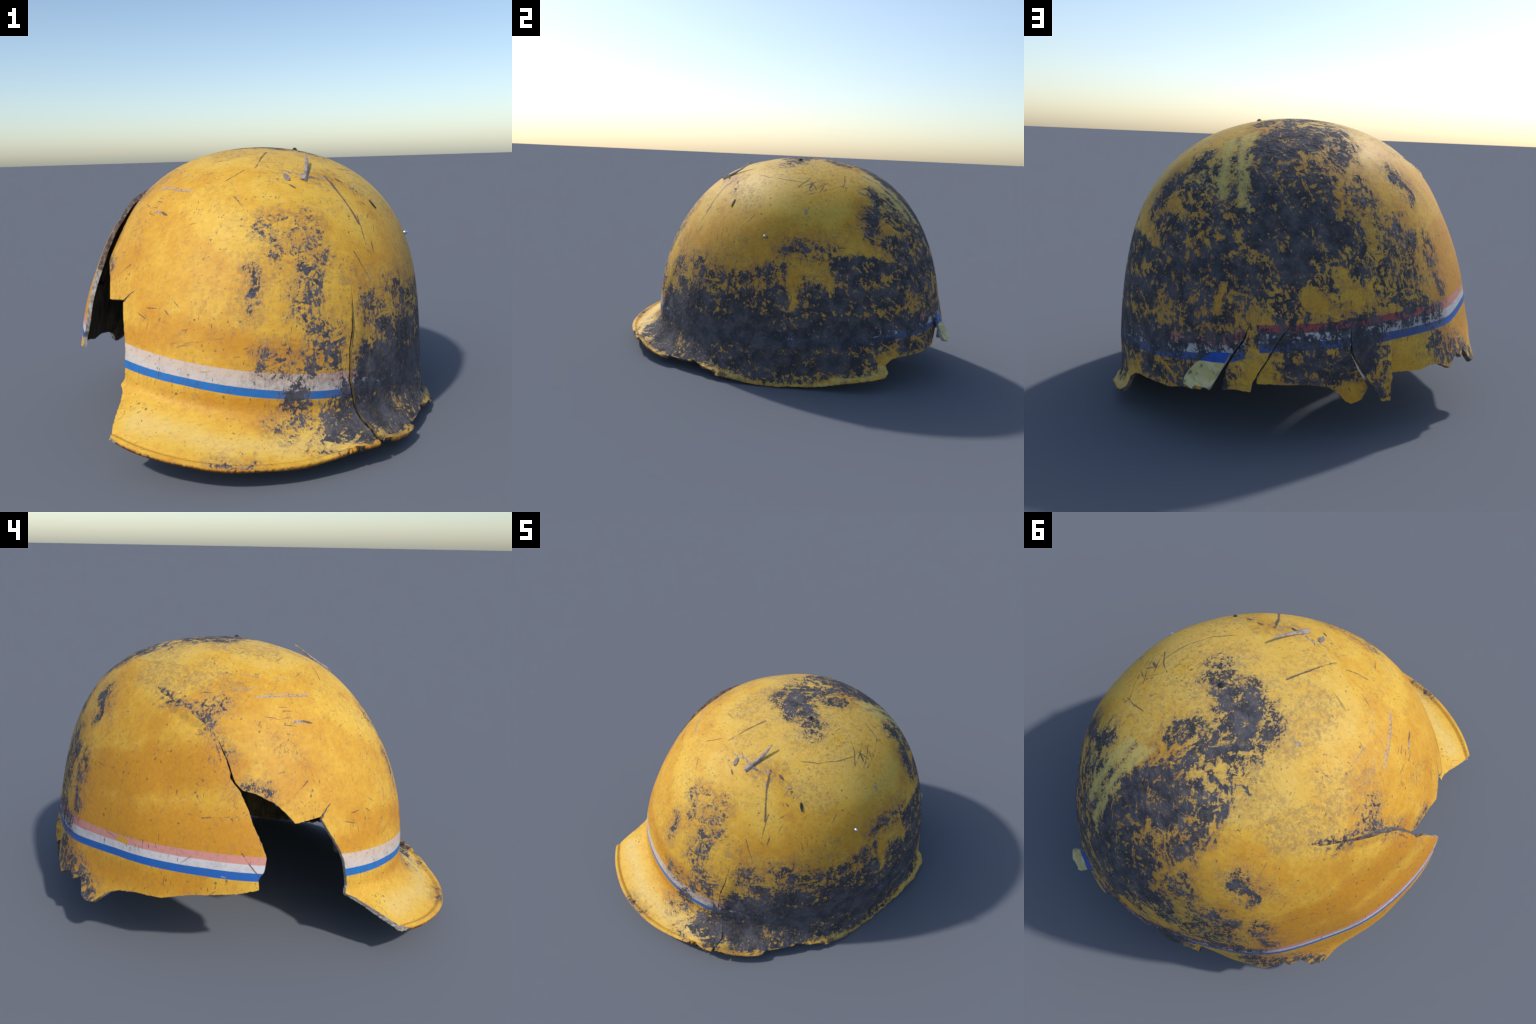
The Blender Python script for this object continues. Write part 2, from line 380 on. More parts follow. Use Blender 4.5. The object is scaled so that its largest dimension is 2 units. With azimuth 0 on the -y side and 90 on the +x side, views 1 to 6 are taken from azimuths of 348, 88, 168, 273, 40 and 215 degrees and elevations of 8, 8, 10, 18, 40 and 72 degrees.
# ---------------------------------------------------------------- node helpers
class Nodes:
    def __init__(self, tree): self.t = tree
    def new(self, kind, **props):
        n = self.t.nodes.new(kind)
        for k, v in props.items(): setattr(n, k, v)
        return n
    def put(self, sock, value):
        if hasattr(value, "is_linked") or hasattr(value, "links"): self.t.links.new(value, sock)
        else: sock.default_value = value
    def math(self, op, a, b=0.0, c=0.0, clamp=False):
        n = self.new("ShaderNodeMath", operation=op, use_clamp=clamp)
        for s, v in zip(n.inputs, (a, b, c)): self.put(s, v)
        return n.outputs[0]
    def vec(self, op, a, b=(0, 0, 0), scale=None):
        n = self.new("ShaderNodeVectorMath", operation=op)
        self.put(n.inputs[0], a)
        if op not in ("LENGTH", "NORMALIZE", "SCALE"): self.put(n.inputs[1], b)
        if scale is not None: self.put(n.inputs["Scale"], scale)
        return n.outputs["Value"] if op in ("DOT_PRODUCT", "LENGTH", "DISTANCE") else n.outputs["Vector"]
    def vec3(self, op, a, b, c):
        n = self.new("ShaderNodeVectorMath", operation=op)
        for s, v in zip(n.inputs, (a, b, c)): self.put(s, v)
        return n.outputs["Vector"]
    def noise(self, vec, scale, detail=3, rough=.55, dist=0.0, colour=False):
        n = self.new("ShaderNodeTexNoise")
        self.put(n.inputs["Vector"], vec)
        for k, v in (("Scale", scale), ("Detail", detail), ("Roughness", rough), ("Distortion", dist)): n.inputs[k].default_value = v
        return n.outputs["Color" if colour else "Fac"]
    def ramp(self, x, a, b, lo=0.0, hi=1.0, smooth=True):
        n = self.new("ShaderNodeMapRange", interpolation_type="SMOOTHSTEP" if smooth else "LINEAR")
        for s, v in zip(n.inputs, (x, a, b, lo, hi)): self.put(s, v)
        return n.outputs[0]
    def mix(self, f, a, b, mode="MIX"):
        n = self.new("ShaderNodeMix", data_type="RGBA", blend_type=mode)
        self.put(n.inputs["Factor"], f)
        for s, v in ((n.inputs["A"], a), (n.inputs["B"], b)):
            self.put(s, (*v, 1) if isinstance(v, tuple) and len(v) == 3 else v)
        return n.outputs["Result"]
    def mixvec(self, f, a, b):
        n = self.new("ShaderNodeMix", data_type="VECTOR")
        self.put(n.inputs["Factor"], f); self.put(n.inputs[4], a); self.put(n.inputs[5], b)
        return n.outputs[1]
    def combine(self, x, y, z):
        n = self.new("ShaderNodeCombineXYZ")
        for s, v in zip(n.inputs, (x, y, z)): self.put(s, v)
        return n.outputs[0]

_AT = {}
def at(u, v):
    if (u, v) not in _AT: _AT[u, v] = _at(u, v)
    return _AT[u, v]
def _at(u, v):
    return shell_point(np.radians(np.array([float(u)])), np.array([float(v)]))[0]

def smear_group(taper=False):
    """one soft smear along a segment; keeps the larger of itself and the smears before it.
    (a vanishing share of Before is added to the axis so the chain is evaluated one smear at a time)"""
    g = bpy.data.node_groups.new("tapered_scratch" if taper else "smear", "ShaderNodeTree")
    for nm, kind in (("Position", "Vector"), ("Before", "Float"), ("Start", "Vector"), ("Along", "Vector"), ("AlongUnit", "Vector"), ("Offset", "Float"), ("Soft", "Float"), ("Reach", "Float"), ("Strength", "Float")):
        g.interface.new_socket(nm, in_out="INPUT", socket_type="NodeSocket"+kind)
    g.interface.new_socket("Value", in_out="OUTPUT", socket_type="NodeSocketFloat")
    N = Nodes(g); i = N.new("NodeGroupInput").outputs
    axis = N.vec3("MULTIPLY_ADD", i["Before"], (1e-9, 1e-9, 1e-9), i["AlongUnit"])
    h = N.math("ADD", N.vec("DOT_PRODUCT", i["Position"], axis), i["Offset"], clamp=True)
    near = N.vec3("MULTIPLY_ADD", i["Along"], h, i["Start"])
    d = N.vec("DISTANCE", i["Position"], near)
    reach = i["Reach"]
    if taper: reach = N.math("MULTIPLY", reach, N.math("MULTIPLY_ADD", N.math("MULTIPLY", h, N.math("SUBTRACT", 1.0, h)), 3.2, .15))
    f = N.math("MINIMUM", N.math("MULTIPLY_ADD", d, i["Soft"], reach), i["Strength"])
    o = N.new("NodeGroupOutput"); N.put(o.inputs[0], N.math("MAXIMUM", i["Before"], f))
    return g
SMEAR, SCRATCH = smear_group(), smear_group(True)

def strokes(N, P, items, soft):
    """largest of many soft smears; each is (azimuth, station, azimuth, station, radius, strength)"""
    best = -9.0
    pieces = []
    for u1, v1, u2, v2, r, s in items:   # thin marks are chained from short chords that hug the dome
        if abs(u2-u1) > 180: u2 += 360 if u2 < u1 else -360
        n = max(1, int(math.ceil(np.linalg.norm(at(u1, v1)-at(u2, v2))/max(.11, r*3))))
        for k in range(n):
            f, g = k/n, (k+1)/n
            pieces.append((u1+(u2-u1)*f, v1+(v2-v1)*f, u1+(u2-u1)*g, v1+(v2-v1)*g, r, s, n == 1 and r < .013))
    for u1, v1, u2, v2, r, s, tapered in pieces:
        A, B = at(u1, v1), at(u2, v2); ba = B-A
        n = N.new("ShaderNodeGroup"); n.node_tree = SCRATCH if tapered else SMEAR
        k = ba/max(ba.dot(ba), 1e-9)
        for sock, val in zip(n.inputs, (P, best, tuple(A), tuple(ba), tuple(k), -float(A.dot(k)), -1/soft, r/soft, s)): N.put(sock, val)
        best = n.outputs[0]
    return best

def dab(u, v, r, s): return (u, v, u, v, r, s)

# ---------------------------------------------------------------- where the tar, scrapes and scratches sit
ALL_TAR = [ # front streaks
 (-88.2,.665,-90.2,.765,.034,1.05), (-85.5,.69,-86,.76,.026,.9), (-86,.835,-88,.935,.042,1.25), (-91,.80,-83,.85,.035,.7), (-80,.86,-82,.92,.04,.62),
 (-105.6,.71,-105.2,.80,.022,.5), (-103,.568,-88,.553,.05,.2), (-100.4,.61,-98.6,.64,.025,.4), (-92,.60,-86,.63,.05,.2), (-96,.90,-97,.945,.025,.6), (-100,.91,-100.5,.94,.02,.55),
 (-92,.985,-91,1.03,.042,1.15), (-91.4,1.04,-90.6,1.075,.045,.62),
 # the big tarred corner of the peak and the skirt behind it
 (-68,.93,-52,.95,.105,1.3), (-76,.99,-62,1.0,.075,1.5), (-77.5,1.06,-62,1.06,.08,1.6), (-82,1.11,-62,1.10,.09,1.6), (-83,1.17,-58,1.15,.06,1.25), (-76,1.2,-57,1.19,.04,1.0), (-86,1.2,-78,1.24,.05,.45),
 (-62,.87,-46,.86,.07,.62), (-66,.80,-48,.76,.07,.36), (-60,1.16,-45,1.12,.06,.85),
 # low side, solid towards the rim
 (-52,.99,-36,.98,.12,1.45), (-36,.97,-16,.96,.13,1.4), (-16,.97,8,.96,.13,1.4), (8,.96,24,.96,.12,1.3), (-46,1.08,-24,1.08,.10,1.3), (-24,1.09,0,1.08,.10,1.35), (0,1.08,18,1.07,.09,1.25),
 (-50,.87,-28,.86,.075,.8), (-28,.85,-14,.85,.08,.9), (-13,.82,2,.86,.07,.85), (4,.84,24,.84,.09,.95), (-42,.80,-26,.78,.05,.52), (-20,.76,-10,.73,.045,.5),
 (-9,.66,-1,.645,.028,.62), (-1,.67,10,.67,.035,.6), (12,.74,26,.76,.09,.8), (20,.88,34,.84,.09,.95), (24,.96,42,.95,.08,.85), (36,1.04,47,1.05,.06,.62),
 # back
 (36,.54,28,.63,.055,.95), (45,.59,52,.69,.065,.8), (30,.76,46,.81,.11,.9), (34,.70,48,.72,.07,.75), (54,.72,60,.80,.10,.8), (50,.88,62,.88,.08,.65),
 (70,.47,76,.66,.12,1.0), (70,.66,78,.78,.11,.95), (62,.66,70,.72,.08,.85), (82,.55,90,.72,.085,.9), (66,.83,76,.90,.07,.72), (80,.86,92,.80,.08,.62), (74,.96,96,.98,.055,.75), (76,1.05,96,1.05,.075,.95), (96,1.1,98,1.18,.04,.9),
 (95,.60,101,.72,.09,.60), (98,.78,110,.82,.08,.66), (108,.90,116,.95,.06,.66), (109,.70,113,.76,.05,.72), (115.5,.74,113.5,.93,.028,.85), (104,.88,112,.86,.06,.45),
 (119,.545,124,.60,.042,.95), (124,.76,128,.92,.03,.42), (136,1.12,141,1.21,.045,.6), (120,1.06,130,1.14,.05,.45),
 (40,.50,66,.50,.06,.66), (46,.60,64,.62,.07,.72), (66,.40,68,.60,.05,.9), (53,.40,60,.61,.010,.9), (42,.46,50,.60,.05,.6),
 (8,.97,30,.965,.07,.95), (30,.965,46,.965,.05,.80), (46,.96,62,.965,.05,.58), (68.5,.955,72,.965,.04,.85), (72,.965,92,.96,.05,.55), (92,.955,112,.955,.05,.55), (112,.955,124,.96,.035,.5), (66.5,.95,67.5,.97,.012,.9),
 (46,1.04,58,1.05,.05,.52), (-35,.93,0,.92,.10,1.1),
 # crown
 (75,.03,96,.13,.10,.95), (98,.15,88,.25,.10,.85), (112,.26,104,.33,.07,.75), (78,.34,70,.46,.10,.85), (100,.42,96,.48,.07,.72), (88,.32,86,.42,.09,.7), (-12,.15,20,.08,.06,.55), (150,.10,120,.16,.06,.55),
 (60,.25,68,.18,.05,.5),
 # crack lips and small dabs
 (148,.47,160,.505,.012,1.0), (160,.502,168,.537,.016,1.2), (168,.537,175,.57,.012,1.15), (175,.575,184,.68,.008,.7), (188,.757,197,.780,.012,.42), (180,.495,176,.50,.022,.6), (-108,1.276,-101.5,1.266,.012,.85),
 dab(-97.4,1.11,.010,.8), (-97.6,1.108,-94,1.128,.007,.9), (-41,1.158,-38,1.15,.02,.6),
]
ALL_CLEAN = [ # places scraped back to paint
 (11.5,.945,12.5,.966,.010,1.6), (-4,.955,-3.5,.972,.006,1.3), (-50,.955,-49,.985,.008,1.1), (-47,.99,-40,.998,.005,1.3), (22,.975,36,.985,.010,.8), (4,.99,4.4,1.0,.004,1.4), (-33,.955,-28,.965,.006,.9), (30,.95,33,.955,.008,1.0),
 (56.5,.36,63,.63,.020,2.6), (50.5,.39,56,.60,.026,2.4), (59.6,.33,64.8,.655,.009,2.6), (34,.36,42,.40,.05,.6), (30,.47,34,.50,.03,.6),
 (-20.4,.78,-20,.87,.006,1.0), (-5.8,.74,-5.6,.855,.028,1.0), (-10,.85,-10,.885,.006,1.0), (7,.73,8.4,.80,.035,.62), (-36,.90,-33,.905,.016,.9), (-5,.91,-4.5,.93,.016,.8), (-40,.94,-37,.945,.01,.7),
 (11,.60,33,.725,.035,.8), (26,.68,11,.68,.02,.7), (59,.835,57,.89,.026,.9), (82,.89,80,.87,.04,.65), (94,.55,92.6,.67,.012,.9), (82.4,.51,83,.535,.016,1.0), (99.6,.70,100,.76,.03,.6),
 (64,.75,58.6,.772,.010,.9), (46.4,.70,48.5,.79,.012,.6), (98,1.07,98,1.09,.02,.6), (105,1.06,105.4,1.11,.016,.5), (88,.82,93,.88,.035,.6),
 (67,.10,72,.14,.02,1.0), (96,.20,108,.26,.020,1.1), (92,.27,88,.29,.02,.8), (60,.30,80,.31,.012,.7), (95,.58,100,.52,.014,.8), (82,.50,84,.53,.012,.9),
 (-38,1.13,-28,1.165,.014,.6), (-27,1.172,-18,1.19,.014,.55), (-16,1.195,8,1.18,.010,.5), (8,1.17,23,1.158,.012,.55), (19,1.06,19.5,1.12,.018,.7), (-85,1.2,-80,1.235,.03,.8), (-66,1.1,-58,1.17,.025,.2), (-72,1.23,-60,1.22,.010,.5), (-38,1.04,-30,1.08,.02,.5), (-75.6,1.02,-74,1.07,.008,.5),
]
ALL_GRIME = [ (-130,.40,-115,.55,.10,.45), (-160,.62,-150,.68,.08,.5), (-120,.70,-112,.85,.10,.4), (-20,.30,30,.30,.15,.5), # thin rubbed-in dirt
 (-100,.60,-86,.60,.11,.8), (-98,.72,-84,.80,.12,.7), (-105,.75,-105,.75,.07,.6), (-80,.50,-66,.42,.10,.45), (-74,.70,-60,.72,.12,.7), (-90,.92,-80,.96,.10,.7),
 (-75,.33,-60,.33,.13,.75), (-110,.12,-100,.33,.12,.55), (-150,.20,170,.17,.15,.8), (168,.42,136,.42,.13,.8), (165,.33,-175,.43,.10,.7), (120,.30,140,.36,.14,.7), (122,.50,134,.62,.09,.5),
 (-45,.40,-30,.45,.13,.65), (-30,.16,20,.15,.16,.7), (0,.40,10,.36,.10,.5), (4,.50,-5,.63,.02,1.0), (0,.62,15,.62,.10,.6), (-30,.66,-50,.72,.12,.5), (30,.35,60,.30,.12,.5),
 (175,.60,186,.72,.03,.9), (188,.755,198,.785,.035,.95), (198,.785,204,.845,.022,.7), (-152,.56,-145,.565,.045,.7), (168,.96,-170,.93,.05,.45), (150,.93,178,.95,.05,.5), (132,.80,140,.92,.06,.5),
 (122,1.0,142,1.18,.09,.8), (142,.49,145,.53,.02,.9), (100,.72,118,.86,.16,.7), (-140,.955,-100,.96,.018,.4), (-130,1.04,-88,1.05,.045,.45), (-165,.90,-172,.92,.05,.4),
]
ALL_SCORE = [ (-95,.30,-89,.33,.003,.8), (-118,.33,-125,.40,.003,.7), (-84,.28,-78,.25,.0035,.7), (-40,.33,-35,.30,.003,.8), (-20,.40,-12,.43,.003,.7), (-25,.50,-30,.56,.003,.7), # single gouges: dark ones
 (-66,.325,-62.5,.53,.0060,1), (-65,.33,-63.5,.45,.0035,.9), (-61.5,.50,-63,.60,.0030,.8), (-44,.445,-44,.480,.0085,1), (-56.4,.514,-48,.474,.0055,1), (-54.6,.468,-53.4,.434,.004,1), (-53.3,.44,-50.5,.468,.004,.9), (-49,.48,-51,.54,.0028,.8), (-51,.475,-57,.60,.0022,.7),
 (-42,.278,1.2,.35,.0030,.7), (10.4,.30,-2.4,.382,.0035,.9), (1,.375,12,.35,.0045,.9), (7,.35,9,.42,.004,1), (8,.434,15,.38,.0035,.9), (27,.40,3.6,.422,.003,.8), (26,.41,36,.34,.003,.8), (18,.37,2,.41,.003,.8), (8,.35,4,.40,.006,.9), (12,.31,14,.38,.0025,.7), (-2,.45,8,.47,.0025,.7),
 (-109,.13,-112,.31,.0045,.75), (-150,.553,-143,.562,.007,.9), (-157.6,.566,-149,.575,.003,.9), (-160,.55,-151,.54,.0028,.8), (-164,.534,-156,.55,.0028,.7), (-158,.50,-150,.505,.0026,.7), (-157,.515,-148,.52,.0030,.7),
 (-137,.842,-131.6,.834,.0035,.9), (-130,.83,-126.6,.852,.0035,.9), (-157,.80,-150,.74,.0032,.8), (-128,.80,-125,.82,.003,.6), (-140,.86,-133,.87,.003,.7), (-160,.72,-156,.71,.003,.8), (-150,.70,-146,.72,.0028,.7), (178,.85,-172,.84,.0035,.55), (-178,.69,178,.60,.003,.5),
 (-120,.45,-112,.50,.003,.6), (30,.74,38,.75,.0045,1), (39,.74,47,.735,.003,.9), (-70,.62,-66,.70,.003,.6), (-45,.60,-43,.66,.003,.6), (-36,.52,-40,.58,.0025,.6), (-173,.66,178,.62,.0025,.6), (-168,.455,-176,.55,.0020,.6), (-64.2,.61,-60.5,.64,.004,.7), (-60.5,.64,-59,.58,.004,.7), (168,.47,176,.455,.003,.6),
 (-92.5,.385,-88,.405,.006,.9), (-86,.395,-85,.42,.004,.8), (-104,.53,-100,.545,.004,.7), (-60,.33,-54,.36,.007,.8), (-50,.40,-48,.405,.007,.9), (-170,.93,-165,.985,.003,.9),
]
ALL_PALE = [ # single gouges down to raw plastic
 (-105,.338,-91,.33,.0042,.9), (-91.6,.318,-76,.335,.0055,1), (-73,.335,-64,.335,.0070,.85), (-67,.36,-64.5,.43,.0048,.9), (-60.5,.50,-59,.53,.0035,.7), (-161.6,.452,-140.4,.455,.0045,.9), (-166,.463,-138,.460,.0040,.9), (-173.6,.362,-141,.395,.0026,.7), (-176,.44,-164,.42,.0024,.6),
 (-93.2,.35,-92.6,.365,.010,1), (-53,.385,-50,.392,.007,1), (-152,.556,-147,.558,.008,.9), (-31,.68,-32,.72,.0035,.7), (1.3,.49,.6,.52,.009,.7), (-38,.68,-38.5,.72,.003,.5), (-127,.952,-125,.958,.010,.0), (-176,.99,-173,.994,.004,.8), (168,.18,172,.21,.009,.5),
]
# tape worn through
ALL_BARE = [dab(-126.8,.957,.010,1), (151,.948,154,.952,.016,1), dab(146,.945,.010,1)]

# the marks are sorted into zones of the shell so that each zone's material only carries its own
ZONES = ["crown"]+["sector"]*6
def zone_of(ud, v):
    return np.where(v < .42, 0, 1+np.clip(((ud+180)/60).astype(int), 0, 5))
def zone_cloud(z):
    if z == 0: uu, vv = np.meshgrid(np.arange(-180, 180, 12.), np.arange(.02, .43, .05))
    else: uu, vv = np.meshgrid(np.arange(-180+60*(z-1), -119+60*(z-1), 4.), np.arange(.42, 1.31, .035))
    return shell_point(np.radians(uu.ravel()), vv.ravel())
def in_zone(items, cloud, margin):
    keep = []
    for it in items:
        A, B = at(*it[:2]), at(*it[2:4]); n = max(2, int(np.linalg.norm(B-A)/.03)+1)
        S = A+(B-A)*np.linspace(0, 1, n)[:, None]
        if np.sqrt(((S[:, None]-cloud[None])**2).sum(-1)).min() < it[4]+margin: keep.append(it)
    return keep

def weathering_group(zone):
    g = bpy.data.node_groups.new("weathering_"+ZONES[zone], "ShaderNodeTree")
    cloud = zone_cloud(zone)
    TAR, CLEAN, GRIME, SCORE, PALE, BARE = (in_zone(a, cloud, m) for a, m in ((ALL_TAR, .12), (ALL_CLEAN, .06), (ALL_GRIME, .14), (ALL_SCORE, .05), (ALL_PALE, .05), (ALL_BARE, .05)))
    for nm in ("Tar", "Grime", "Score", "Pale", "Bare", "Fleck"): g.interface.new_socket(nm, in_out="OUTPUT", socket_type="NodeSocketFloat")
    g.interface.new_socket("Relief", in_out="OUTPUT", socket_type="NodeSocketVector")
    N = Nodes(g)
    P = N.new("ShaderNodeTexCoord").outputs["Object"]
    big = N.vec("SUBTRACT", N.noise(P, 6.5, 2, .5, 0, True), (.5, .5, .5))
    mid = N.vec("SUBTRACT", N.noise(P, 24, 3, .6, 0, True), (.5, .5, .5))
    Pw = N.vec("ADD", P, N.vec("ADD", N.vec("SCALE", big, scale=.07), N.vec("SCALE", mid, scale=.045)))
    Ps = N.vec("ADD", P, N.vec("ADD", N.vec("SCALE", big, scale=.025), N.vec("SCALE", mid, scale=.006)))
    # helmet coordinates for grain that runs down the sides
    q = N.vec("SUBTRACT", P, tuple(CEN))
    X, Y, Z = (N.vec("DOT_PRODUCT", q, tuple(a)) for a in (AX_X, AX_Y, AX_N))
    run = N.combine(X, Y, N.math("MULTIPLY", Z, .28))
    # tar
    F = strokes(N, Pw, [(a, b, c, d, r*1.12+.018, k-.14 if a > 25 and b < .93 and r > .05 else k) for a, b, c, d, r, k in TAR], .075)
    Pc0 = N.vec("ADD", P, N.vec("SCALE", big, scale=.16))
    Pc = N.vec("ADD", P, N.vec("ADD", N.vec("SCALE", big, scale=.045), N.vec("SCALE", mid, scale=.022)))
    C = N.math("MAXIMUM", strokes(N, Pc, [(a, b, c, d, r+.007, min(k, .95) if r > .012 and k < 2 else k) for a, b, c, d, r, k in CLEAN], .032), 0.0)
    n1 = N.noise(P, 13, 6, .66, .8); n2 = N.noise(run, 80, 2, .55, 1.2); n3 = N.noise(P, 42, 3, .58, 2.0)
    sm = N.new("ShaderNodeMapping"); N.put(sm.inputs["Vector"], Pc0); sm.inputs["Rotation"].default_value = (.7, -.5, 1.0)
    sm2 = N.new("ShaderNodeMapping"); N.put(sm2.inputs["Vector"], sm.outputs[0]); sm2.inputs["Scale"].default_value = (11, 58, 58)
    n4 = N.noise(sm2.outputs[0], 1.0, 4, .62, .3)   # smeared one way, as if dragged along the ground
    n = N.math("ADD", N.math("MULTIPLY", n1, .34), N.math("ADD", N.math("MULTIPLY", n2, .24), N.math("ADD", N.math("MULTIPLY", n3, .20), N.math("MULTIPLY", n4, .26))))
    n = N.math("MULTIPLY", N.math("SUBTRACT", n, .5), 6.2)
    # crisp streaks and chips scraped through the tar
    scrape = None
    for ang, tilt, sc in ((70, 35, (5, 42, 42)), (-35, -40, (4.5, 36, 36))):
        m = N.new("ShaderNodeMapping"); N.put(m.inputs["Vector"], Pc); m.inputs["Rotation"].default_value = (math.radians(tilt), math.radians(tilt*.6), math.radians(ang))
        m2 = N.new("ShaderNodeMapping"); N.put(m2.inputs["Vector"], m.outputs[0]); m2.inputs["Scale"].default_value = sc
        x = N.ramp(N.noise(m2.outputs[0], 1.0, 3, .55, .3), .57, .62)
        scrape = x if scrape is None else N.math("MAXIMUM", scrape, x)
    chip = N.new("ShaderNodeTexVoronoi"); N.put(chip.inputs["Vector"], N.vec("ADD", P, N.vec("SCALE", mid, scale=.05))); chip.inputs["Scale"].default_value = 21
    pick = N.new("ShaderNodeSeparateColor"); N.put(pick.inputs[0], chip.outputs["Color"])
    chipped = N.ramp(N.math("SUBTRACT", N.ramp(pick.outputs[1], .60, 1.0, 0, .55, False), chip.outputs["Distance"]), .0, .06)
    scrape = N.math("MULTIPLY", N.math("MAXIMUM", scrape, chipped), N.ramp(N.noise(P, 4.2, 2, .5), .40, .58, .25, 1.0))
    field = N.math("SUBTRACT", N.math("ADD", N.math("SUBTRACT", F, N.math("SUBTRACT", C, .06)), n), N.math("MULTIPLY", scrape, .72))
    tar = N.ramp(field, .40, .62)
    # rubbed grime
    G = N.math("MAXIMUM", strokes(N, Pw, GRIME, .10), .24)
    gn = N.noise(run, 36, 6, .72, .5); gn2 = N.noise(P, 75, 5, .7, .8)
    gmix = N.math("ADD", N.math("MULTIPLY", N.math("SUBTRACT", gn, .5), 2.6), N.math("MULTIPLY", N.math("SUBTRACT", gn2, .5), 3.0))
    grime = N.ramp(N.math("ADD", G, gmix), .25, 1.45)
    halo = N.math("MULTIPLY", N.ramp(field, -.6, .50, 0, .8), N.ramp(gn2, .34, .58, .35, 1.0))
    grime = N.math("MAXIMUM", N.math("MULTIPLY", grime, .85), halo)
    # gouges
    rag = N.math("MULTIPLY", N.math("SUBTRACT", N.noise(P, 130, 3, .6), .5), 1.4)
    score = N.ramp(N.math("ADD", strokes(N, Ps, [(a, b, c, d, r*1.35, k) for a, b, c, d, r, k in SCORE], .0045), rag), .05, .55)
    pale = N.ramp(N.math("ADD", strokes(N, Ps, [(a, b, c, d, r*1.25, k) for a, b, c, d, r, k in PALE], .0045), rag), .05, .55)
    bare = N.ramp(N.math("ADD", strokes(N, Ps, BARE, .008), rag), .2, .5)
    # countless fine scratches in three directions on the unrolled dome
    flat = N.combine(X, Y, N.math("MULTIPLY", Z, .8))
    hair = None
    for ang, tilt, sc in ((25, 12, (3.5, 80, 80)), (-50, -25, (3.2, 70, 70)), (100, 40, (3.5, 90, 90))):
        m = N.new("ShaderNodeMapping"); N.put(m.inputs["Vector"], flat)
        m.inputs["Rotation"].default_value = (math.radians(tilt), math.radians(tilt*.7), math.radians(ang))
        m2 = N.new("ShaderNodeMapping"); N.put(m2.inputs["Vector"], m.outputs[0]); m2.inputs["Scale"].default_value = sc
        m2.inputs["Location"].default_value = (ang, tilt, 3.3)
        line = N.ramp(N.noise(m2.outputs[0], 1.0, 1, .5, .15), .69, .75)
        line = N.math("MULTIPLY", line, N.ramp(N.noise(N.vec("ADD", P, (ang*.1, 0, tilt*.1)), 4.0, 2, .55), .50, .60))
        hair = line if hair is None else N.math("MAXIMUM", hair, line)
    score = N.math("MAXIMUM", score, N.math("MULTIPLY", hair, .6))
    # flecks
    fl = N.noise(run, 95, 2, .5, .4); fgate = N.noise(P, 7, 3, .6)
    speck = N.new("ShaderNodeTexVoronoi"); N.put(speck.inputs["Vector"], N.vec("ADD", P, N.vec("SCALE", mid, scale=.02))); speck.inputs["Scale"].default_value = 24
    grain = N.new("ShaderNodeSeparateColor"); N.put(grain.inputs[0], speck.outputs["Color"])
    size = N.math("MULTIPLY", N.ramp(N.math("ADD", grain.outputs[0], N.math("MULTIPLY", N.math("SUBTRACT", fgate, .5), .9)), .55, 1.0, 0, 1), .17)
    dots = N.ramp(N.math("SUBTRACT", size, speck.outputs["Distance"]), 0.0, .05)
    fleck = N.ramp(N.math("ADD", fl, N.math("MULTIPLY", N.math("SUBTRACT", fgate, .5), .35)), .685, .73)
    fleck = N.math("MAXIMUM", fleck, dots)
    # crusty relief of the tar, fine grain elsewhere
    b1 = N.new("ShaderNodeBump"); b1.inputs["Strength"].default_value = .85; b1.inputs["Distance"].default_value = .012
    crust = N.math("ADD", N.noise(P, 34, 5, .62, .6), N.math("MULTIPLY", N.noise(P, 11, 2, .5), .8))
    N.put(b1.inputs["Height"], crust)
    b2 = N.new("ShaderNodeBump"); b2.inputs["Strength"].default_value = .25; b2.inputs["Distance"].default_value = .004
    N.put(b2.inputs["Height"], N.noise(P, 26, 4, .55, .3))
    relief = N.mixvec(tar, b2.outputs[0], b1.outputs[0])
    out = N.new("NodeGroupOutput")
    for nm, v in (("Tar", tar), ("Grime", grime), ("Score", score), ("Pale", pale), ("Bare", bare), ("Fleck", fleck), ("Relief", relief)): N.put(out.inputs[nm], v)
    return g
WEATHER = [weathering_group(z) for z in range(7)]

TAR_DARK, TAR_GREY = (.044, .045, .056), (.098, .097, .115)  # TAR_GREY raised to paint in the grazing sun on the peak
PALE_TINT = [(-130,.50,-110,.62,.12,.6), (-100,.40,-70,.45,.15,.8), (0,.05,120,.22,.28,1.05), (-90,.22,-150,.22,.22,1.0), (150,.40,170,.25,.2,.8), (30,.30,50,.50,.20,1), (-30,.35,10,.45,.22,.9), (40,.15,-40,.20,.2,.9), (-80,.40,-60,.55,.12,.7), (-150,.35,-175,.28,.1,.5), (-100,.25,-120,.40,.12,.5),  # paler yellow areas on crown, upper dome and peak
         (-128,1.18,-108,1.19,.13,1.6), (-108,1.19,-80,1.18,.13,1.6), (-80,1.17,-60,1.17,.10,1.0)]
RICH = [(184,.70,130,.80,.12,1), (190,.90,130,.92,.14,1.1), (-142,.92,-125,.90,.08,.8), (-135,.86,-95,.90,.07,1), (-95,.90,-80,.90,.05,.7), (-130,1.03,-88,1.03,.035,1.1), (178,.88,140,.90,.10,1), (140,.75,130,.95,.10,.8), (178,1.03,125,1.08,.08,1), (-160,.78,-150,.72,.08,.5), (160,.70,150,.80,.1,.6)]
POLISHED = [(56.5,.36,63,.63,.030,1), (50.5,.39,56,.60,.034,.9), (59.6,.33,64.8,.655,.016,1), (-38,1.13,-28,1.17,.02,.5), (-28,1.172,8,1.19,.014,.4), (8,1.165,25,1.15,.018,.5), (22,1.09,26,1.14,.02,.5)]
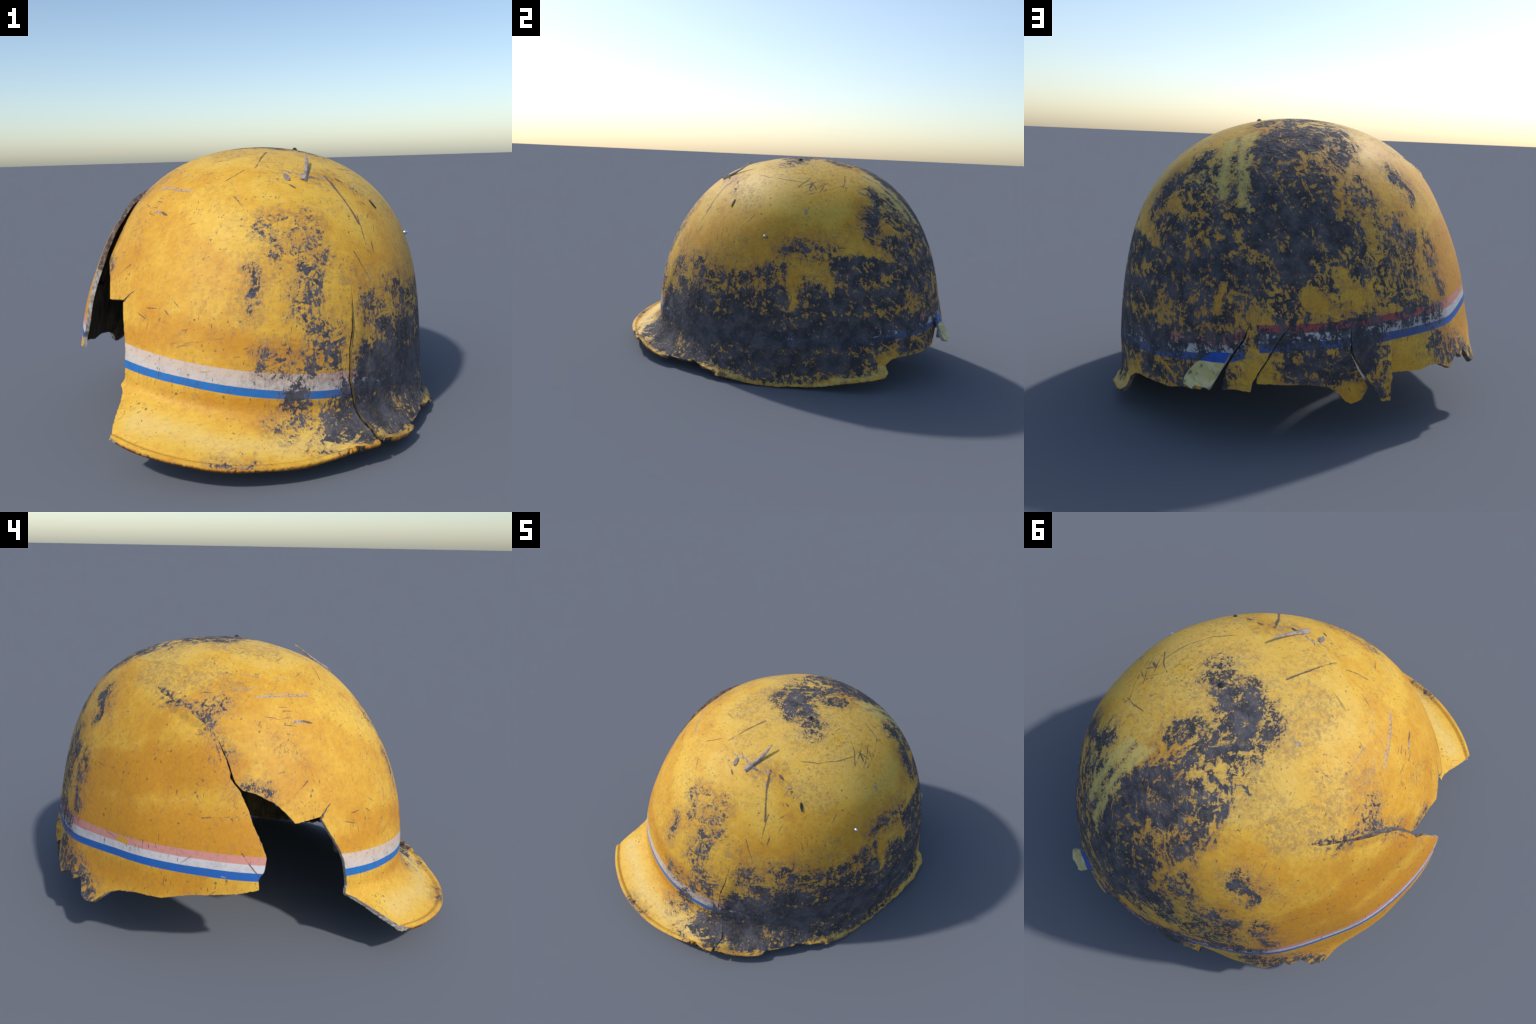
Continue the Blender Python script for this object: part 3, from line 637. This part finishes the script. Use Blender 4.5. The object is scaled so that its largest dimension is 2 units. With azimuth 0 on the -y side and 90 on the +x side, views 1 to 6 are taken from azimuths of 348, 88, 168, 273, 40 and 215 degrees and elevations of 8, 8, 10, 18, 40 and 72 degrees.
def yellow_paint(N, P, zone):
    """plastic yellow: deeper orange in some parts, paler over the crown, upper dome and peak"""
    patch = N.noise(P, 2.3, 4, .6, .4); fine = N.noise(P, 14, 5, .65)
    t = N.math("ADD", N.math("MULTIPLY", N.math("SUBTRACT", patch, .5), 1.6), N.math("MULTIPLY", N.math("SUBTRACT", fine, .5), 1.3))
    cloud = zone_cloud(zone)
    pale_tint = N.math("MAXIMUM", strokes(N, P, in_zone(PALE_TINT, cloud, .10), .08), 0.0)
    rich = N.math("MAXIMUM", strokes(N, P, in_zone(RICH, cloud, .10), .09), 0.0)
    shift = N.math("ADD", t, N.math("SUBTRACT", N.math("MULTIPLY", pale_tint, .55), N.math("MULTIPLY", rich, .75)))
    col = N.mix(N.ramp(shift, -.65, .65), (.55, .250, .017), (.70, .43, .052))
    pale = N.ramp(N.math("ADD", N.math("MULTIPLY", t, .7), pale_tint), .5, 1.75, 0, .8)
    col = N.mix(pale, col, (.70, .50, .155))
    bright = N.math("ADD", strokes(N, P, in_zone(POLISHED, cloud, .05), .012), N.math("MULTIPLY", N.math("SUBTRACT", N.noise(P, 42, 4, .65, .8), .5), 3.5))
    mp = N.new("ShaderNodeMapping"); N.put(mp.inputs["Vector"], P); mp.inputs["Rotation"].default_value = (.5, .4, .8); mp.inputs["Scale"].default_value = (14, 70, 70)
    brushed = N.ramp(N.noise(mp.outputs[0], 1.0, 4, .65, .4), .25, .75, 0, 1)
    col = N.mix(.30, col, N.mix(brushed, (.34, .30, .28), (.62, .62, .62)), "OVERLAY")
    return N.mix(N.ramp(bright, 0, .8, 0, .9), col, (.62, .47, .13))

def finish_material(name, base, zone, tape=False, rough=.58):
    m = bpy.data.materials.new(name); m.use_nodes = True
    t = m.node_tree; N = Nodes(t); bsdf = t.nodes["Principled BSDF"]
    P = N.new("ShaderNodeTexCoord").outputs["Object"]
    w = N.new("ShaderNodeGroup"); w.node_tree = WEATHER[zone]; o = w.outputs
    col = base(N, P, zone)
    if tape:
        col = N.mix(o["Bare"], col, (.60, .30, .03))
    col = N.mix(N.math("MULTIPLY", o["Grime"], .68), col, (.150, .102, .095))
    col = N.mix(N.math("MULTIPLY", o["Fleck"], .75), col, (.10, .055, .045))
    col = N.mix(N.math("MULTIPLY", o["Score"], .88), col, (.085, .058, .062))
    tarcol = N.mix(N.ramp(N.noise(P, 12, 5, .65), .38, .66), TAR_DARK, TAR_GREY)
    col = N.mix(N.math("MULTIPLY", o["Tar"], N.ramp(N.noise(P, 38, 4, .7), .30, .52, .80, 1.0)), col, tarcol)
    col = N.mix(N.math("MULTIPLY", o["Pale"], .85), col, N.mix(N.ramp(N.noise(P, 90, 2), .4, .6), (.20, .155, .145), (.42, .36, .32)))
    N.put(bsdf.inputs["Base Color"], col)
    r = N.math("ADD", N.math("MULTIPLY", o["Tar"], .2), N.math("ADD", rough, N.math("MULTIPLY", o["Grime"], .15)))
    N.put(bsdf.inputs["Roughness"], r)
    bsdf.inputs["Specular IOR Level"].default_value = .32
    N.put(bsdf.inputs["Normal"], o["Relief"])
    return m

FRONT_DIR = at(-118, .97); BACK_DIR = at(86, .97); SIDE_DIR = at(-172, .97)
def tape_base(front, side, back, wear):
    def base(N, P, zone):
        f = N.ramp(N.vec("DISTANCE", P, tuple(FRONT_DIR)), .75, .45)
        b = N.ramp(N.vec("DISTANCE", P, tuple(BACK_DIR)), .75, .30)
        n = N.noise(P, 26, 5, .7)
        col = N.mix(b, N.mix(f, side, front), back)
        return N.mix(N.ramp(n, .45, .75, 0, .55), col, wear)
    return base
shell_paint = [finish_material("weathered_yellow_plastic", yellow_paint, z) for z in range(7)]
blue_paint = [finish_material("blue_tape", tape_base((.016, .155, .46), (.014, .115, .41), (.012, .085, .29), (.03, .10, .26)), z, True, .45) for z in range(7)]
white_paint = [finish_material("white_tape", tape_base((.56, .49, .44), (.58, .55, .55), (.50, .50, .52), (.36, .31, .28)), z, True, .5) for z in range(7)]
red_paint = [finish_material("faded_red_tape", tape_base((.58, .46, .37), (.60, .26, .21), (.40, .05, .055), (.42, .27, .22)), z, True, .5) for z in range(7)]

def simple(name, a, b, scale, rough, c=None, bump=.5, dist=.006):
    m = bpy.data.materials.new(name); m.use_nodes = True
    t = m.node_tree; N = Nodes(t); bsdf = t.nodes["Principled BSDF"]
    P = N.new("ShaderNodeTexCoord").outputs["Object"]
    n = N.noise(P, scale, 5, .65, .5)
    col = N.mix(N.ramp(n, .40, .62), a, b)
    if c: col = N.mix(N.ramp(N.noise(P, scale*2.3, 4, .7), .56, .66), col, c)
    N.put(bsdf.inputs["Base Color"], col); bsdf.inputs["Roughness"].default_value = rough
    bsdf.inputs["Specular IOR Level"].default_value = .3
    bp = N.new("ShaderNodeBump"); bp.inputs["Strength"].default_value = bump; bp.inputs["Distance"].default_value = dist
    N.put(bp.inputs["Height"], N.noise(P, scale*2, 4, .6)); N.put(bsdf.inputs["Normal"], bp.outputs[0])
    return m

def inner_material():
    m = bpy.data.materials.new("shade_darkened_inner_shell"); m.use_nodes = True
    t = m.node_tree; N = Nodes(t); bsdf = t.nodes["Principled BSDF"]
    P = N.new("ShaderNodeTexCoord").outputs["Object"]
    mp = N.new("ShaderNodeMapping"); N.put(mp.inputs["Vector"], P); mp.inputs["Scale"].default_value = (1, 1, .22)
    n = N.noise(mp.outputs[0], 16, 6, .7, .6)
    col = N.mix(N.ramp(n, .42, .66), (.035, .026, .018), (.16, .105, .030))  # yellow darkened to brown-black: the unlit interior's shade is in the colour
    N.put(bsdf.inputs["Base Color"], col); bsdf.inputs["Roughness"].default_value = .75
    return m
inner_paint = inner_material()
raw_plastic = simple("raw_broken_plastic", (.52, .48, .43), (.36, .29, .24), 30, .7, (.60, .36, .10))
grimy_plastic = simple("grimy_broken_plastic", (.085, .062, .055), (.20, .15, .12), 28, .8, (.32, .24, .14))
rim_paint = simple("scuffed_rim_paint", (.58, .30, .03), (.50, .20, .02), 18, .55, (.16, .10, .07))
bent_paint = simple("bent_flap_paint", (.66, .58, .28), (.52, .43, .17), 16, .5, (.20, .16, .10), .2)  # base lightened because the flap faces up and catches skylight
bent_blue = simple("bent_flap_blue_tape", (.03, .09, .38), (.02, .06, .28), 20, .5, (.05, .05, .08), .2)
sliver = simple("torn_sliver", (.22, .17, .15), (.38, .32, .28), 40, .7, (.14, .10, .09), .6, .004)
dull_metal = simple("dull_metal", (.55, .56, .60), (.40, .40, .43), 60, .35, None, .2, .001); dull_metal.node_tree.nodes["Principled BSDF"].inputs["Metallic"].default_value = .9
dark_rubber = simple("dark_grit", (.02, .02, .022), (.045, .042, .045), 50, .7)
clip_plastic = simple("brown_clip_plastic", (.10, .065, .035), (.16, .11, .06), 30, .6)

# ---------------------------------------------------------------- assemble the shell
helmet = bpy.data.objects.new("construction_helmet", None); bpy.context.scene.collection.objects.link(helmet)
helmet["label"] = "broken yellow hard hat smeared with black tar, striped tape band"
helmet["category"] = "hard hat"
tape = bpy.data.objects.new("tape_band", None); bpy.context.scene.collection.objects.link(tape); tape.parent = helmet

on_rim = (wud > -129.6) & (wud < -56) & (wv > 1.2)
clean_break = ((wud > -147.5) & (wud < -129)) | (((wud < -160) | (wud > 147)) & (wv > .80)) | ((wud > 52) & (wud < 76) & (wv > .9))
crack_wall = (wud > -80) & (wud < -70) & (wv < 1.25)
wslot = np.where(on_rim & ~crack_wall, 2, np.where(clean_break, 1, 3))
wslot = np.where(crack_wall, 0, wslot)   # slipped crack walls take the near-black inner colour
wslot = np.repeat(wslot, 4)

face_zone = zone_of(cu, cv)
def region(name, outer_sel, inner_sel, wall_sel, paints, parent):
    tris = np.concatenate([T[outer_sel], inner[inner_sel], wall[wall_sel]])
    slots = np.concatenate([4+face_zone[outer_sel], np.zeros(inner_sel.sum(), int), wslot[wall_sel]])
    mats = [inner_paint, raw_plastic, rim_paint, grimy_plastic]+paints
    used = np.unique(slots); compact = np.searchsorted(used, slots)
    flat = (slots == 1) | (slots == 3)
    return mesh_object(name, tris, [mats[k] for k in used], compact, parent, corner_normals(tris, flat))
none_t, none_w = np.zeros(len(T), bool), np.zeros(len(wall), bool)
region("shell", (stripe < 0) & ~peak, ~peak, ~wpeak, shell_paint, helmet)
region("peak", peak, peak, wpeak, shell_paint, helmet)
for k, (nm, m) in enumerate((("blue_stripe", blue_paint), ("white_stripe", white_paint), ("red_stripe", red_paint))):
    region(nm, stripe == k, none_t, none_w, m, tape)

# ---------------------------------------------------------------- small parts
def solid_object(name, bm, mats, smooth=True):
    me = bpy.data.meshes.new(name); bm.normal_update(); bm.to_mesh(me); bm.free()
    for m in mats: me.materials.append(m)
    if smooth: me.polygons.foreach_set("use_smooth", np.ones(len(me.polygons), bool))
    ob = bpy.data.objects.new(name, me); bpy.context.scene.collection.objects.link(ob); ob.parent = helmet
    return ob

def frame_at(u, v):
    """point, outward normal and downhill tangent on the shell"""
    p = at(u, v); pu = at(u+.3, v)-at(u-.3, v); pv = at(u, v+.003)-at(u, v-.003)
    n = np.cross(pv, pu); n /= np.linalg.norm(n)
    n = n*N_SIGN
    d = pv/np.linalg.norm(pv)
    return p, n, d

def thick_sheet(name, grid, thick, mats, slot_of_row):
    """sheet from a grid of points, thickened inwards, with its own side walls"""
    g = np.array(grid); R, C = g.shape[:2]
    du = np.gradient(g, axis=0); dv = np.gradient(g, axis=1)
    n = np.cross(du, dv); n /= np.linalg.norm(n, axis=-1, keepdims=True)+1e-12
    bm = bmesh.new()
    top = [[bm.verts.new(g[i, j]) for j in range(C)] for i in range(R)]
    bot = [[bm.verts.new(g[i, j]-n[i, j]*thick) for j in range(C)] for i in range(R)]
    def face(vs, s):
        f = bm.faces.new(vs); f.material_index = s
    for i in range(R-1):
        for j in range(C-1):
            face((top[i][j], top[i+1][j], top[i+1][j+1], top[i][j+1]), slot_of_row(i))
            face((bot[i][j], bot[i][j+1], bot[i+1][j+1], bot[i+1][j]), 2)
    ring = [(i, 0) for i in range(R)]+[(R-1, j) for j in range(1, C)]+[(i, C-1) for i in range(R-2, -1, -1)]+[(0, j) for j in range(C-2, 0, -1)]
    for a, b in zip(ring, ring[1:]+ring[:1]):
        face((top[a[0]][a[1]], top[b[0]][b[1]], bot[b[0]][b[1]], bot[a[0]][a[1]]), 2)
    bmesh.ops.recalc_face_normals(bm, faces=bm.faces)
    ob = solid_object(name, bm, mats)
    ob.data.set_sharp_from_angle(angle=math.radians(35))
    return ob

# torn corner folded out at the back: hinged under the tape, leaning towards the low side
root_a, root_b = at(55.4, .985), at(60.4, .985)
tip_a, tip_b = np.array((.618, .934, .248)), np.array((.531, .986, .248))
side_a, side_b = np.array((.596, .912, .290)), np.array((.492, .972, .288))
rows = []
R, C = 15, 9
for i in range(R):
    t = i/(R-1)
    la = (1-t)**2*root_a+2*t*(1-t)*(2*side_a-.5*root_a-.5*tip_a)+t*t*tip_a
    lb = (1-t)**2*root_b+2*t*(1-t)*(2*side_b-.5*root_b-.5*tip_b)+t*t*tip_b
    row = []
    for j in range(C):
        s = j/(C-1)
        p = la*(1-s)+lb*s
        arch = math.sin(math.pi*s)*.009*(1-t)+.004*math.sin(7*s+5*t)
        p = p+arch*np.array((.35, .55, .75))
        if i == R-1: p = p+np.array((.3, .4, -1))*(.010*(j in (2, 3))+rng.normal(0, .002))
        row.append(p)
    rows.append(row)
thick_sheet("torn_flap", rows, .016, [bent_blue, bent_paint, raw_plastic], lambda i: 0 if i < 3 else 1)

# splinter standing up near the crown
def station_of(P):
    q = np.array(P)-CEN; u = math.atan2(q@AX_Y, q@AX_X)
    return math.degrees(u), math.acos(q@AX_N/np.linalg.norm(q))/float(theta_line(np.array([u]))[0])
def seated(P, out):
    p, n, d = frame_at(*station_of(P)); return p+n*out
a0, a1, tip = seated((.112, -.388, 1.096), .003), seated((.160, -.295, 1.13), .012), np.array((.174, -.227, 1.211))
rows = []
n_f = frame_at(-65, .33)[1]; across = np.cross(a1-a0, n_f); across /= np.linalg.norm(across)
for i in range(12):
    t = i/11
    c = (1-t)**2*a0+2*t*(1-t)*(a1+np.array((-.004, .004, -.004)))+t*t*tip
    w = .012*(1-t)**.8*(.8+.2*math.sin(9*t+1))+.0012
    rows.append([c+across*w*(s-.5)*2+n_f*(.004-.010*(abs(s-.5)*2)**2*(1-t)) for s in np.linspace(0, 1, 5)])
thick_sheet("splinter", rows, .006, [sliver, sliver, sliver], lambda i: 0)

def shard(name, u, v, ang, length, width, height, mat):
    """curled shaving lifted off the surface along one edge"""
    p, n, d = frame_at(u, v); e = np.cross(n, d)
    a = math.radians(ang); f = d*math.cos(a)+e*math.sin(a); g = np.cross(n, f)
    rows = []
    for i in range(9):
        t = i/8; w = width*math.sin(math.pi*(.12+.8*t))
        rows.append([p+f*length*(t-.5)+g*w*s+n*(.0015+height*(1-s*s)*.6+height*max(0, s)*t) for s in np.linspace(-1, 1, 5)])
    return thick_sheet(name, rows, .003, [mat, mat, mat], lambda i: 0)
shard("plastic_shaving", -93, .352, 12, .052, .013, .006, sliver)
shard("plastic_shaving", -44, .463, 4, .052, .0085, .004, dark_rubber)
shard("plastic_shaving", -51.5, .389, 80, .026, .007, .006, sliver)
shard("plastic_shaving", -79, .338, 75, .060, .008, .005, sliver)

def stud(name, centre, n, radius, length, mat):
    bm = bmesh.new()
    prof = [(1.0, -.4), (1.0, .25), (.86, .55), (.45, .85), (0.0, 1.0)]
    up = Vector(n); side = up.orthogonal().normalized(); other = up.cross(side)
    rings = []
    for r, h in prof[:-1]:
        rings.append([bm.verts.new(Vector(centre)+up*h*length+(side*math.cos(k*math.pi/5)+other*math.sin(k*math.pi/5))*r*radius) for k in range(10)])
    top = bm.verts.new(Vector(centre)+up*length)
    for r0, r1 in zip(rings, rings[1:]):
        for k in range(10): bm.faces.new((r0[k], r0[(k+1) % 10], r1[(k+1) % 10], r1[k]))
    for k in range(10): bm.faces.new((rings[-1][k], rings[-1][(k+1) % 10], top))
    bm.faces.new(rings[0][::-1])
    return solid_object(name, bm, [mat])
for nm, P, r, L, m in (("rivet_stub", (.700, -.137, .818), .0115, .021, dull_metal), ("grit_lump", (.21, .073, 1.241), .012, .012, dark_rubber)):
    p, n, d = frame_at(*station_of(P))
    stud(nm, p, n, r, L, m)

# harness clips left inside, near the break
def clip(u, v, inset, size):
    p, n, d = frame_at(u, v); e = np.cross(n, d)
    c = p-n*(THICK+inset)
    bm = bmesh.new(); bmesh.ops.create_cube(bm, size=1.0)
    M = Matrix(((e[0]*size[0], d[0]*size[1], n[0]*size[2], c[0]), (e[1]*size[0], d[1]*size[1], n[1]*size[2], c[1]), (e[2]*size[0], d[2]*size[1], n[2]*size[2], c[2]), (0, 0, 0, 1)))
    bmesh.ops.transform(bm, matrix=M, verts=bm.verts)
    bmesh.ops.bevel(bm, geom=bm.edges[:], offset=.006, segments=2, affect='EDGES')
    bmesh.ops.recalc_face_normals(bm, faces=bm.faces)
    return solid_object("harness_clip", bm, [clip_plastic], False)
clip(-139.5, .915, .012, (.055, .075, .030))
clip(176, .90, .012, (.08, .10, .030))
clip(-30, .93, .012, (.08, .10, .030))
clip(100, .90, .012, (.08, .10, .030))
